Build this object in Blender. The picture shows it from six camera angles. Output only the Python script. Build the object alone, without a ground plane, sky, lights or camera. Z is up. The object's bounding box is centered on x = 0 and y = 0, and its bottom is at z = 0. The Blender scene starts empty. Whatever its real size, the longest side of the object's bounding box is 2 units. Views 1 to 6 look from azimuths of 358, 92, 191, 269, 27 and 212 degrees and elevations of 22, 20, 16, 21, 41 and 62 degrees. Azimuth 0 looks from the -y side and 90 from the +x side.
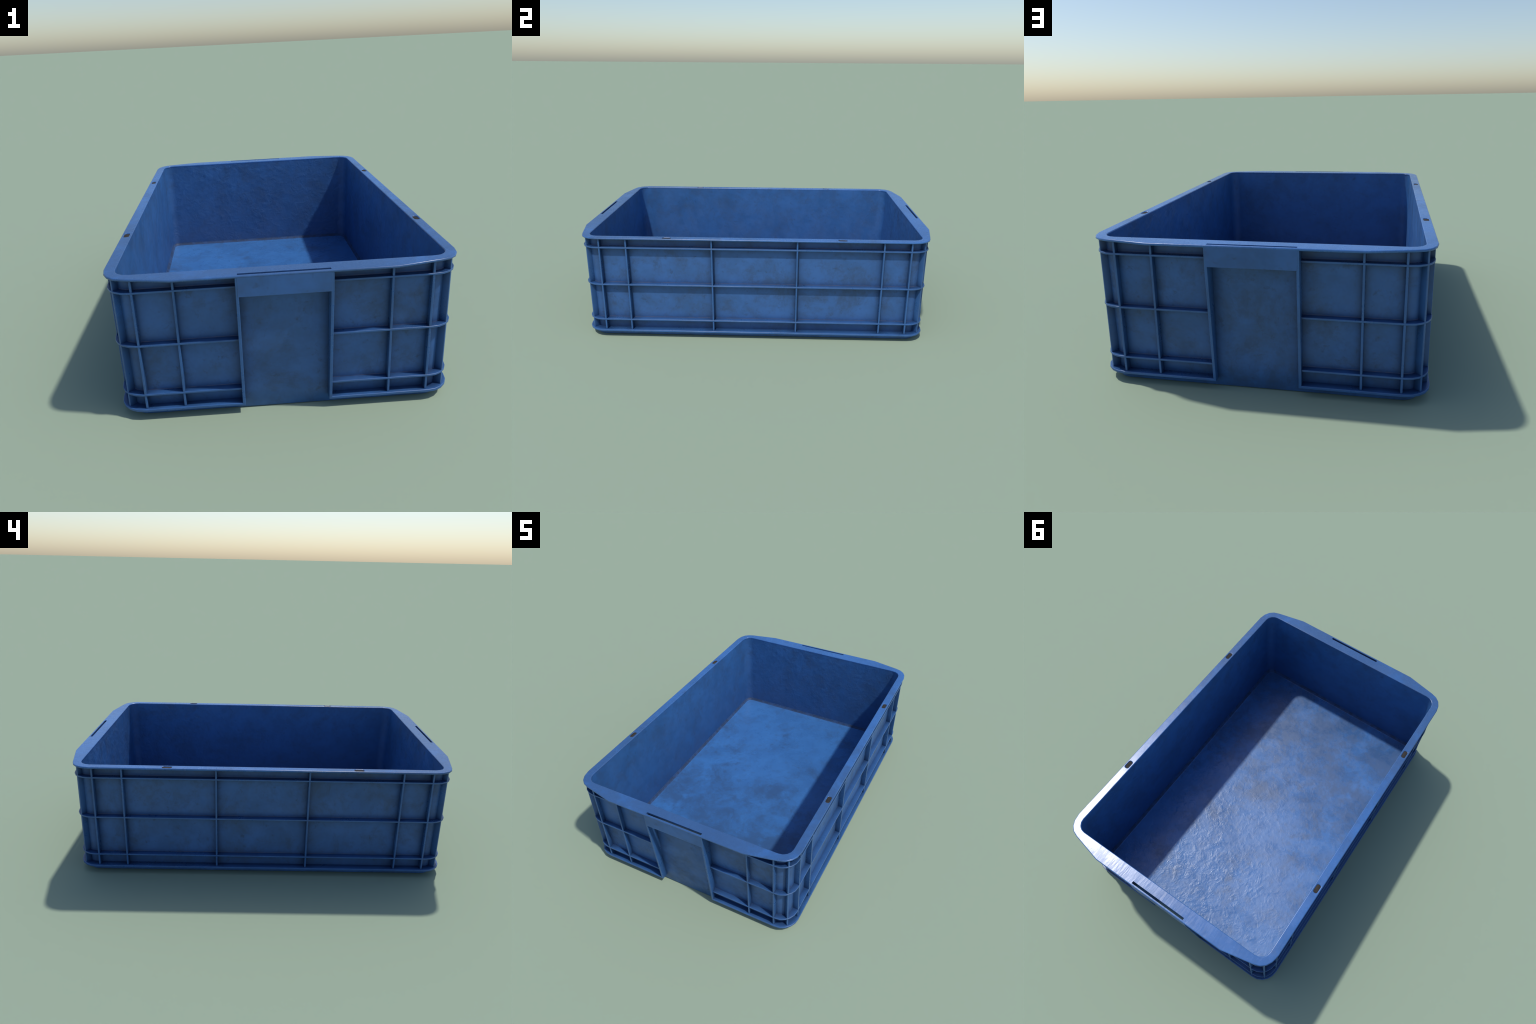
"""Blue moulded plastic stacking crate: thin open tub, rim with hand grips at the
two ends, a grid of flat ribs on the outside, foot flange and recessed ends."""
import bpy, bmesh, math
from mathutils import Vector

# ------------------------------------------------------------------ sizes (m)
RIM_TOP, RIM_LOW = 0.600, 0.590
WALL_X, WALL_Y = 0.6165, 0.9345          # outer skin of the tub at mid height
RIB_X, RIB_Y, RIB_R = 0.6470, 0.9605, 0.090
FLANGE_X, FLANGE_Y, FLANGE_R = 0.6550, 0.9670, 0.100
FLOOR_Z = 0.038
BAND_Z = (0.5405, 0.3225, 0.1075)        # the three horizontal ribs
SIDE_RIB_Y = (0.2345, 0.7055, 0.8535)    # upright ribs on the long sides
END_RIB_X = (0.3985, 0.5470)             # upright ribs on the short ends
BOX_X = 0.1755                           # half width of the hand-grip bay
GRIP_LOW = 0.517

scene = bpy.context.scene


# ------------------------------------------------------------------ materials
class Nodes:
    def __init__(self, name):
        self.mat = bpy.data.materials.new(name)
        self.mat.use_nodes = True
        self.t = self.mat.node_tree
        self.bsdf = self.t.nodes["Principled BSDF"]
        geo = self.t.nodes.new("ShaderNodeNewGeometry")
        self.pos, self.normal = geo.outputs["Position"], geo.outputs["Normal"]

    def new(self, kind, **inputs):
        n = self.t.nodes.new(kind)
        for k, v in inputs.items():
            self.put(n.inputs[k.replace("_", " ")], v)
        return n

    def put(self, socket, v):
        if isinstance(v, bpy.types.NodeSocket):
            self.t.links.new(v, socket)
        else:
            socket.default_value = v

    def coords(self, scale=(1, 1, 1), rot=(0, 0, 0), loc=(0, 0, 0)):
        m = self.new("ShaderNodeMapping", Vector=self.pos)
        m.inputs["Scale"].default_value = scale
        m.inputs["Rotation"].default_value = rot
        m.inputs["Location"].default_value = loc
        return m.outputs["Vector"]

    def noise(self, scale, detail=6, rough=0.6, distort=0.0, vec=None, loc=(0, 0, 0)):
        n = self.new("ShaderNodeTexNoise", Vector=vec or self.coords(loc=loc),
                     Scale=scale, Detail=detail, Roughness=rough, Distortion=distort)
        return n.outputs["Fac"]

    def ramp(self, fac, lo, hi, a=0.0, b=1.0, smooth=True):
        n = self.new("ShaderNodeMapRange", Value=fac)
        n.interpolation_type = "SMOOTHSTEP" if smooth else "LINEAR"
        for k, v in (("From Min", lo), ("From Max", hi), ("To Min", a), ("To Max", b)):
            self.put(n.inputs[k], v)
        return n.outputs["Result"]

    def math(self, op, a, b=0.0):
        n = self.t.nodes.new("ShaderNodeMath")
        n.operation = op
        self.put(n.inputs[0], a)
        self.put(n.inputs[1], b)
        return n.outputs[0]

    def mix(self, fac, a, b):
        n = self.t.nodes.new("ShaderNodeMix")
        n.data_type = "RGBA"
        self.put(n.inputs["Factor"], fac)
        for sock, v in ((n.inputs[6], a), (n.inputs[7], b)):
            self.put(sock, v if isinstance(v, bpy.types.NodeSocket) else (*v, 1))
        return n.outputs[2]

    def bump(self, height, strength, dist, normal=None):
        n = self.new("ShaderNodeBump", Height=height, Strength=strength, Distance=dist)
        if normal:
            self.put(n.inputs["Normal"], normal)
        return n.outputs["Normal"]


# blue, its darker tone, grey-blue grime, dark marks
INSIDE = ((0.034, 0.128, 0.335), (0.029, 0.104, 0.265), (0.030, 0.076, 0.170), (0.022, 0.048, 0.095))
FLOOR = ((0.043, 0.156, 0.410), (0.037, 0.130, 0.345), (0.034, 0.086, 0.205), (0.030, 0.056, 0.110))
OUTSIDE = ((0.041, 0.126, 0.345), (0.034, 0.101, 0.265), (0.034, 0.071, 0.155), (0.026, 0.047, 0.090))
RIM = ((0.047, 0.150, 0.400), (0.041, 0.128, 0.340), (0.040, 0.088, 0.195), (0.030, 0.055, 0.100))
RIBS = ((0.039, 0.126, 0.335), (0.034, 0.108, 0.280), (0.034, 0.080, 0.185), (0.028, 0.052, 0.100))
GLINT_TINT = (0.105, 0.150, 0.270)


def plastic(name, blues=OUTSIDE, grime=0.5, specks=0.5, rough=(0.40, 0.56), relief=0.25, pebble=0.0, ripple=0.0,
            edge_glint=0.35, cavity=0.0, near_end=0.0, low=0.0, dusty_ledges=False):
    """Used blue polypropylene: mottled blue, grey-brown grime clouds, small dark
    marks, highlights painted on edges, occlusion shade mixed into the inside corners and a fine moulded grain."""
    m = Nodes(name)
    clean, deep, dirty, mark = blues
    clouds = m.noise(5.5, 9, 0.68, 0.3)
    mid = m.noise(17, 8, 0.70, 0.3, loc=(3.1, 1.7, 5.2))
    fine = m.noise(70, 4, 0.6, 0.3, loc=(7.7, 2.3, 1.1))
    tone = m.ramp(m.math("ADD", clouds, m.math("MULTIPLY", mid, 0.5)), 0.58, 0.88)
    col = m.mix(tone, deep, clean)

    dirt = m.math("ADD", m.noise(5.0, 10, 0.74, 0.3, loc=(11, 4, 8)), m.math("MULTIPLY", mid, 0.55))
    sep = m.new("ShaderNodeSeparateXYZ", Vector=m.pos)
    if near_end:                                   # heavier soiling towards the -y end
        dirt = m.math("ADD", dirt, m.ramp(sep.outputs["Y"], 0.55, -0.75, -0.5 * near_end, near_end))
    col = m.mix(m.math("MULTIPLY", m.ramp(dirt, 0.68, 0.98), grime), col, dirty)
    marks = m.ramp(m.noise(26, 5, 0.66, 0.3, loc=(5, 5, 2)), 0.57, 0.74)
    drips = m.ramp(m.noise(10, 4, 0.6, 0.4, vec=m.coords(scale=(4.0, 4.0, 0.8), loc=(2, 1, 4))), 0.64, 0.78)
    dots = m.ramp(fine, 0.66, 0.78)
    spots = m.math("MAXIMUM", m.math("MULTIPLY", marks, 0.8), m.math("MAXIMUM", m.math("MULTIPLY", dots, 0.7), m.math("MULTIPLY", drips, 0.5)))
    col = m.mix(m.math("MULTIPLY", spots, specks), col, mark)

    if low:                                        # tub's inner shade as a colour gradient, darkest at the bottom
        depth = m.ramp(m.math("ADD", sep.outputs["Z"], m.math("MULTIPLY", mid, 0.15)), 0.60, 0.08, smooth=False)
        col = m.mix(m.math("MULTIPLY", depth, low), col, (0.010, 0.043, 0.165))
    if cavity:                                     # contact shadow baked into the colour of recesses and corners
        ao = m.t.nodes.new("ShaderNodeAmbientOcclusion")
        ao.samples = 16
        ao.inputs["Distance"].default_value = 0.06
        corner_shade = m.math("MULTIPLY", m.ramp(ao.outputs["AO"], 0.95, 0.30), m.ramp(sep.outputs["Z"], 0.020, 0.050))
        col = m.mix(m.math("MULTIPLY", corner_shade, cavity), col, (0.009, 0.027, 0.080))
    if edge_glint:                                       # gleam of rounded edges, painted as a paler blue
        bev = m.t.nodes.new("ShaderNodeBevel")
        bev.samples = 4
        bev.inputs["Radius"].default_value = 0.004
        dot = m.t.nodes.new("ShaderNodeVectorMath")
        dot.operation = "DOT_PRODUCT"
        m.t.links.new(bev.outputs["Normal"], dot.inputs[0])
        m.t.links.new(m.normal, dot.inputs[1])
        edge = m.ramp(dot.outputs["Value"], 0.985, 0.90)
        edge = m.math("MULTIPLY", edge, m.ramp(mid, 0.38, 0.60, 0.35, 1.0))
        col = m.mix(m.math("MULTIPLY", edge, edge_glint), col, GLINT_TINT)

    if dusty_ledges:                               # pale dust line where a rib meets the wall
        for z in BAND_Z:
            off = m.math("ABSOLUTE", m.math("SUBTRACT", sep.outputs["Z"], z + 0.0062))
            line = m.math("MULTIPLY", m.ramp(off, 0.0030, 0.0010), m.ramp(mid, 0.35, 0.6, 0.3, 1.0))
            line = m.math("MULTIPLY", line, m.math("GREATER_THAN", m.math("ABSOLUTE", sep.outputs["X"]), BOX_X))
            col = m.mix(m.math("MULTIPLY", line, 0.6), col, (0.120, 0.130, 0.200))

    m.put(m.bsdf.inputs["Base Color"], col)
    patch = m.math("ADD", m.math("MULTIPLY", m.noise(5.5, 10, 0.75, 0.3, loc=(9, 1, 6)), 0.65), m.math("MULTIPLY", mid, 0.35))
    m.put(m.bsdf.inputs["Roughness"], m.ramp(patch, 0.42, 0.58, rough[0], rough[1]))
    m.bsdf.inputs["IOR"].default_value = 1.48
    nrm = None
    if pebble:                                     # orange peel and soft dents, strongest at the +y end
        peel = m.noise(46, 2, 0.5)
        dents = m.ramp(m.noise(19, 4, 0.6, 0.5, loc=(1, 2, 3)), 0.42, 0.75)
        crease = m.noise(8, 3, 0.5, 0.3, vec=m.coords(scale=(6.0, 0.9, 3.0), rot=(0.2, 0.3, 0.75)))
        crease = m.math("MULTIPLY", m.ramp(crease, 0.65, 0.72), 0.13)
        h = m.math("ADD", m.math("MULTIPLY", peel, 0.60), m.math("ADD", m.math("MULTIPLY", dents, 0.75), crease))
        amount = m.math("MULTIPLY", m.ramp(m.math("ADD", sep.outputs["Y"], sep.outputs["X"]), -0.2, 1.0, 0.30, 1.3), m.ramp(m.noise(3.5, 3, 0.6, loc=(6, 6, 1)), 0.36, 0.66, 0.45, 0.90))
        nrm = m.bump(m.math("MULTIPLY", h, amount), pebble, 0.02)
    if ripple:                                     # faint flow ripples across the end grips
        nrm = m.bump(m.noise(5, 3, 0.6, 0.2, vec=m.coords(scale=(4.0, 1.0, 1.0))), ripple, 0.014)
    grain = m.math("ADD", m.math("MULTIPLY", mid, 0.5), m.math("MULTIPLY", m.noise(160, 3, 0.6), 0.30))
    nrm = m.bump(grain, relief, 0.003, nrm)
    m.put(m.bsdf.inputs["Normal"], nrm)
    return m.mat


MAT_OUTER = plastic("outer_wall_plastic", grime=0.80, specks=0.65, relief=0.2, edge_glint=0, cavity=0.62, dusty_ledges=True)
MAT_INNER = plastic("inner_wall_plastic", INSIDE, grime=0.70, specks=0.45, relief=0.25, pebble=0.13, edge_glint=0, cavity=0.30, low=0.70)
MAT_FLOOR = plastic("floor_plastic", FLOOR, grime=0.85, specks=0.35, rough=(0.24, 0.36), relief=0.10,
                    pebble=0.075, edge_glint=0, near_end=0.11)
MAT_FLOOR.node_tree.nodes["Principled BSDF"].inputs["Specular IOR Level"].default_value = 0.38
MAT_RIM = plastic("rim_plastic", RIM, grime=0.65, specks=0.15, rough=(0.24, 0.30), relief=0.06, ripple=0.07, edge_glint=0.2, near_end=0.16)
MAT_RIB = plastic("rib_plastic", RIBS, grime=0.55, specks=0.12, rough=(0.27, 0.38), relief=0.08, edge_glint=0.35, cavity=0.85)
MAT_GRIP = plastic("grip_plastic", grime=0.40, specks=0.6, rough=(0.40, 0.52), relief=0.12, edge_glint=0.25, cavity=0.7)  # strong cavity blackens the slot lining, tinting in its shadow


def grimy(name, a, b, rough):
    m = Nodes(name)
    m.put(m.bsdf.inputs["Base Color"], m.mix(m.ramp(m.noise(30, 6, 0.7), 0.4, 0.62), a, b))
    m.bsdf.inputs["Roughness"].default_value = rough
    m.bsdf.inputs["Specular IOR Level"].default_value = 0.15
    m.put(m.bsdf.inputs["Normal"], m.bump(m.noise(120, 4), 0.3, 0.003))
    return m.mat


MAT_SEAM = grimy("grimy_seam", (0.026, 0.050, 0.110), (0.030, 0.070, 0.180), 0.5)
MAT_BEAD = grimy("dusty_bead", (0.060, 0.080, 0.140), (0.040, 0.095, 0.230), 0.5)
MAT_PLUG = grimy("packed_dirt", (0.030, 0.028, 0.027), (0.046, 0.040, 0.035), 0.85)


# ------------------------------------------------------------------ geometry helpers
def make(name, verts, faces, mat, parent, bevel=0.0, segs=2, smooth=35, mats=None, index=None):
    me = bpy.data.meshes.new(name)
    me.from_pydata([tuple(v) for v in verts], [], faces)
    bm = bmesh.new()
    bm.from_mesh(me)
    bmesh.ops.recalc_face_normals(bm, faces=bm.faces)
    bm.to_mesh(me)
    bm.free()
    for x in mats or [mat]:
        me.materials.append(x)
    if index:
        for p, i in zip(me.polygons, index):
            p.material_index = i
    ob = bpy.data.objects.new(name, me)
    scene.collection.objects.link(ob)
    ob.parent = parent
    finish(ob, bevel, segs, smooth)
    return ob


def finish(ob, bevel, segs=2, smooth=35):
    me = ob.data
    for p in me.polygons:
        p.use_smooth = True
    me.set_sharp_from_angle(angle=math.radians(smooth))
    if bevel:
        b = ob.modifiers.new("soft_edges", "BEVEL")
        b.width, b.segments, b.limit_method = bevel, segs, "ANGLE"
        b.angle_limit = math.radians(40)
        b.harden_normals = True


def arc_corner(hx, hy, r, n):
    """Quarter of a rounded rectangle, from the end (+y) side round to the +x side."""
    pts = []
    for i in range(n + 1):
        a = math.pi / 2 * (1 - i / n)
        pts.append((hx - r + r * math.cos(a), hy - r + r * math.sin(a)))
    return pts


def mirrored_loop(quarter):
    """Closed loop from the +x+y quarter (ordered from +y to +x)."""
    q = list(quarter)
    return (q + [(x, -y) for x, y in reversed(q)] + [(-x, -y) for x, y in q]
            + [(-x, y) for x, y in reversed(q)])


def round_rect(hx, hy, r, n):
    return mirrored_loop(arc_corner(hx, hy, r, n))


def loft(rings, closed_section=True, cap_ends=False):
    """Faces between consecutive rings of equal length; optionally torus-closed."""
    n = len(rings[0])
    verts = [v for ring in rings for v in ring]
    faces = []
    m = len(rings)
    for k in range(m if closed_section else m - 1):
        a, b = k * n, ((k + 1) % m) * n
        for i in range(n):
            j = (i + 1) % n
            faces.append((a + i, a + j, b + j, b + i))
    if cap_ends:
        faces.append(tuple(range(n)))
        faces.append(tuple(range((m - 1) * n, m * n)))
    return verts, faces


def at(loop, z):
    return [(x, y, z) for x, y in loop]


def prism_y(profile, x0, x1):
    """Extrude a (y, z) outline from x0 to x1."""
    n = len(profile)
    v = [(x0, y, z) for y, z in profile] + [(x1, y, z) for y, z in profile]
    f = [(i, (i + 1) % n, n + (i + 1) % n, n + i) for i in range(n)]
    return v, f + [tuple(range(n)), tuple(range(n, 2 * n))]


def cut(ob, cutters):
    for c in cutters:
        b = ob.modifiers.new("cut", "BOOLEAN")
        b.operation, b.object, b.solver = "DIFFERENCE", c, "EXACT"
    bpy.context.view_layer.update()
    dg = bpy.context.evaluated_depsgraph_get()
    me = bpy.data.meshes.new_from_object(ob.evaluated_get(dg))
    old = ob.data
    ob.modifiers.clear()
    ob.data = me
    me.name = old.name
    bpy.data.meshes.remove(old)
    for c in cutters:
        d = c.data
        bpy.data.objects.remove(c)
        bpy.data.meshes.remove(d)


def copy(ob, parent, **kw):
    c = ob.copy()
    scene.collection.objects.link(c)
    c.parent = parent
    for k, v in kw.items():
        setattr(c, k, v)
    return c


# ------------------------------------------------------------------ the crate
crate = bpy.data.objects.new("plastic_crate", None)
scene.collection.objects.link(crate)
crate["label"] = "worn blue plastic stacking crate with ribbed sides, open top"
crate["category"] = "plastic crate"

# ---- tub: thin wall with a very slight draft
N = 6
wall_rings = [
    at(round_rect(0.6105, 0.9265, 0.062, N), 0.0),
    at(round_rect(0.6140, 0.9300, 0.065, N), 0.004),
    at(round_rect(0.6150, 0.9325, 0.065, N), 0.10),
    at(round_rect(0.6175, 0.9370, 0.065, N), 0.594),
    at(round_rect(0.6118, 0.9238, 0.055, N), 0.594),
    at(round_rect(0.6100, 0.9120, 0.050, N), 0.020),
    at(round_rect(0.6000, 0.9000, 0.045, N), 0.0),
]
v, f = loft(wall_rings)
per = len(wall_rings[0])
idx = [1 if 3 * per <= i < 6 * per else 0 for i in range(len(f))]
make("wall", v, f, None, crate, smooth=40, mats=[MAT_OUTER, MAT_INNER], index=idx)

# ---- floor with a grimy sloping seam where it meets the wall
f_rings = [
    at(round_rect(0.6050, 0.9060, 0.048, N), 0.004),
    at(round_rect(0.6112, 0.9136, 0.052, N), 0.020),
    at(round_rect(0.6118, 0.9142, 0.052, N), 0.0520),
    at(round_rect(0.6085, 0.9110, 0.050, N), 0.0525),
    at(round_rect(0.6045, 0.9070, 0.047, N), 0.0455),
    at(round_rect(0.5950, 0.8975, 0.040, N), 0.0388),
    at(round_rect(0.5900, 0.8925, 0.036, N), FLOOR_Z),
]
v, f = loft(f_rings, closed_section=False, cap_ends=True)
per = len(f_rings[0])
idx = [1 + (i < 3 * per) if 2 * per <= i < 5 * per else 0 for i in range(len(f))]
make("floor", v, f, None, crate, smooth=50, mats=[MAT_FLOOR, MAT_SEAM, MAT_BEAD], index=idx)

# ---- rim: flat lip, widened at both ends into hand grips, cut by slots and peg holes
outer_q = [(0.402, 1.000), (0.575, 0.9635), (0.607, 0.9520), (0.632, 0.9310), (0.648, 0.9010), (0.6555, 0.8620)]
inner_q = [(0.402, 0.9232)] + arc_corner(0.6115, 0.9232, 0.056, 4)
rim_rings = [at(mirrored_loop(outer_q), RIM_TOP), at(mirrored_loop(inner_q), RIM_TOP),
             at(mirrored_loop(inner_q), RIM_LOW), at(mirrored_loop(outer_q), RIM_LOW)]
v, f = loft(rim_rings)
rim = make("rim", v, f, MAT_RIM, crate)
slots, pegs = [], []
for s in (-1, 1):
    a, b = sorted((s * 0.9775, s * 0.9902))
    v, f = prism_y([(a, 0.55), (b, 0.55), (b, 0.65), (a, 0.65)], -0.166, 0.166)
    slots.append(make("slot_cutter", v, f, MAT_RIM, None))
PEGS = [(sx * 0.6345, sy * 0.479) for sx in (-1, 1) for sy in (-1, 1)]
for px, py in PEGS:
    loop = [(px + x, py + y) for x, y in round_rect(0.0112, 0.0240, 0.0090, 5)]
    v, f = loft([at(loop, 0.55), at(loop, 0.65)], closed_section=False, cap_ends=True)
    pegs.append(make("peg_cutter", v, f, MAT_RIM, None))
cut(rim, pegs)
finish(rim, 0.0042, 3)                          # rounded lip and hole edges; the slots stay sharp
cut(rim, slots)
finish(rim, 0.0)
w = rim.modifiers.new("flat_faces", "WEIGHTED_NORMAL")
w.keep_sharp = True

# dirt packed into the peg holes
loop = round_rect(0.0125, 0.0253, 0.0095, 6)
v, f = loft([at(loop, -0.008), at(loop, 0.0), at(round_rect(0.009, 0.0215, 0.007, 6), 0.0012)],
            closed_section=False, cap_ends=True)
plug = make("hole_plug", v, f, MAT_PLUG, crate, smooth=60)
for k, (px, py) in enumerate(PEGS):
    p = plug if k == 0 else copy(plug, crate)
    p.location = (px, py, 0.5963)


# ---- horizontal ribs and foot flange: C-shaped bands, open at the hand-grip bays
def band(name, hx, hy, r, z0, z1, n, inset, bev):
    q = [(BOX_X - 0.006, hy)] + arc_corner(hx, hy, r, n)
    path = q + [(x, -y) for x, y in reversed(q)]
    ri = max(r - inset, 0.03)
    qi = [(BOX_X - 0.006, hy - inset)] + arc_corner(hx - inset, hy - inset, ri, n)
    back = qi + [(x, -y) for x, y in reversed(qi)]
    taper = 0.0010                              # a rib is a little thicker at its root
    sect = lambda o, i: [(*o, z0 + taper), (*o, z1 - taper), (*i, z1), (*i, z0)]
    verts, faces = [], []
    for o, i in zip(path, back):
        verts += sect(o, i)
    m = len(path)
    for k in range(m - 1):
        for j in range(4):
            a, b = k * 4 + j, k * 4 + (j + 1) % 4
            faces.append((a, b, b + 4, a + 4))
    faces += [(0, 1, 2, 3), (4 * m - 4, 4 * m - 3, 4 * m - 2, 4 * m - 1)]
    ob = make(name, verts, faces, MAT_RIB, crate, bevel=bev)
    copy(ob, crate, rotation_euler=(0, 0, math.pi))


for z in BAND_Z:
    band("horizontal_rib", RIB_X, RIB_Y, RIB_R, z - 0.0052, z + 0.0052, 5, 0.034, 0.0020)
band("foot_flange", FLANGE_X, FLANGE_Y, FLANGE_R, 0.0335, 0.0475, 5, 0.046, 0.0030)


# ---- upright ribs: tapered flat fins between flange and rim (drawn along +x, then turned)
def fin(name, depth, foot_out):
    w0, w1 = 0.0062, 0.0046                     # half thickness at root and at outer edge
    z0, z1 = 0.042, 0.5945
    v = []
    for z, out in ((z0, foot_out), (0.11, 0.0), (z1, 0.0)):
        v += [(0, -w0, z), (depth + out, -w1, z), (depth + out, w1, z), (0, w0, z)]
    f = [(0, 1, 2, 3), (8, 9, 10, 11)]
    for k in range(2):
        for j in range(4):
            a, b = 4 * k + j, 4 * k + (j + 1) % 4
            f.append((a, b, b + 4, a + 4))
    return make(name, v, f, MAT_RIB, crate, bevel=0.0022)


side = fin("vertical_rib", 0.0315, 0.0)
first = True
for s in (1, -1):
    for y in SIDE_RIB_Y:
        for sy in (1, -1):
            r = side if first else copy(side, crate)
            first = False
            r.location = (s * (RIB_X - 0.0012 - 0.0315), sy * y, 0)
            r.rotation_euler = (0, 0, 0 if s > 0 else math.pi)
    for x in END_RIB_X:
        for sx in (1, -1):
            r = copy(side, crate)
            r.location = (sx * x, s * (RIB_Y - 0.0012 - 0.0315), 0)
            r.rotation_euler = (0, 0, s * math.pi / 2)
corner = fin("corner_rib", 0.0315, 0.0)
first = True
for sx in (1, -1):
    for sy in (1, -1):
        r = corner if first else copy(corner, crate)
        first = False
        a = math.atan2(sy, sx)
        reach = RIB_R * math.cos(math.radians(9)) - 0.0327
        r.location = (sx * (RIB_X - RIB_R) + reach * math.cos(a), sy * (RIB_Y - RIB_R) + reach * math.sin(a), 0)
        r.rotation_euler = (0, 0, a)

# ---- hand grips: hanging front plate between two side cheeks that taper to the flange
profile = [(0.925, 0.0345), (0.9665, 0.0345), (0.9990, GRIP_LOW - 0.004), (0.9990, 0.5955), (0.925, 0.5955)]
for s in (1, -1):
    grip = bpy.data.objects.new("hand_grip", None)
    scene.collection.objects.link(grip)
    grip.parent = crate
    v, f = prism_y([(0.9898, GRIP_LOW), (0.9996, GRIP_LOW), (0.9996, 0.5945), (0.9898, 0.5945)], -0.1685, 0.1685)
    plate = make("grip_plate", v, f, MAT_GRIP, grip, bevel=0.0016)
    cheek = None
    for sx in (1, -1):
        v, f = prism_y(profile, sx * 0.1640, sx * BOX_X)
        make("grip_cheek", v, f, MAT_RIB, grip, bevel=0.0022)
    grip.rotation_euler = (0, 0, 0 if s > 0 else math.pi)
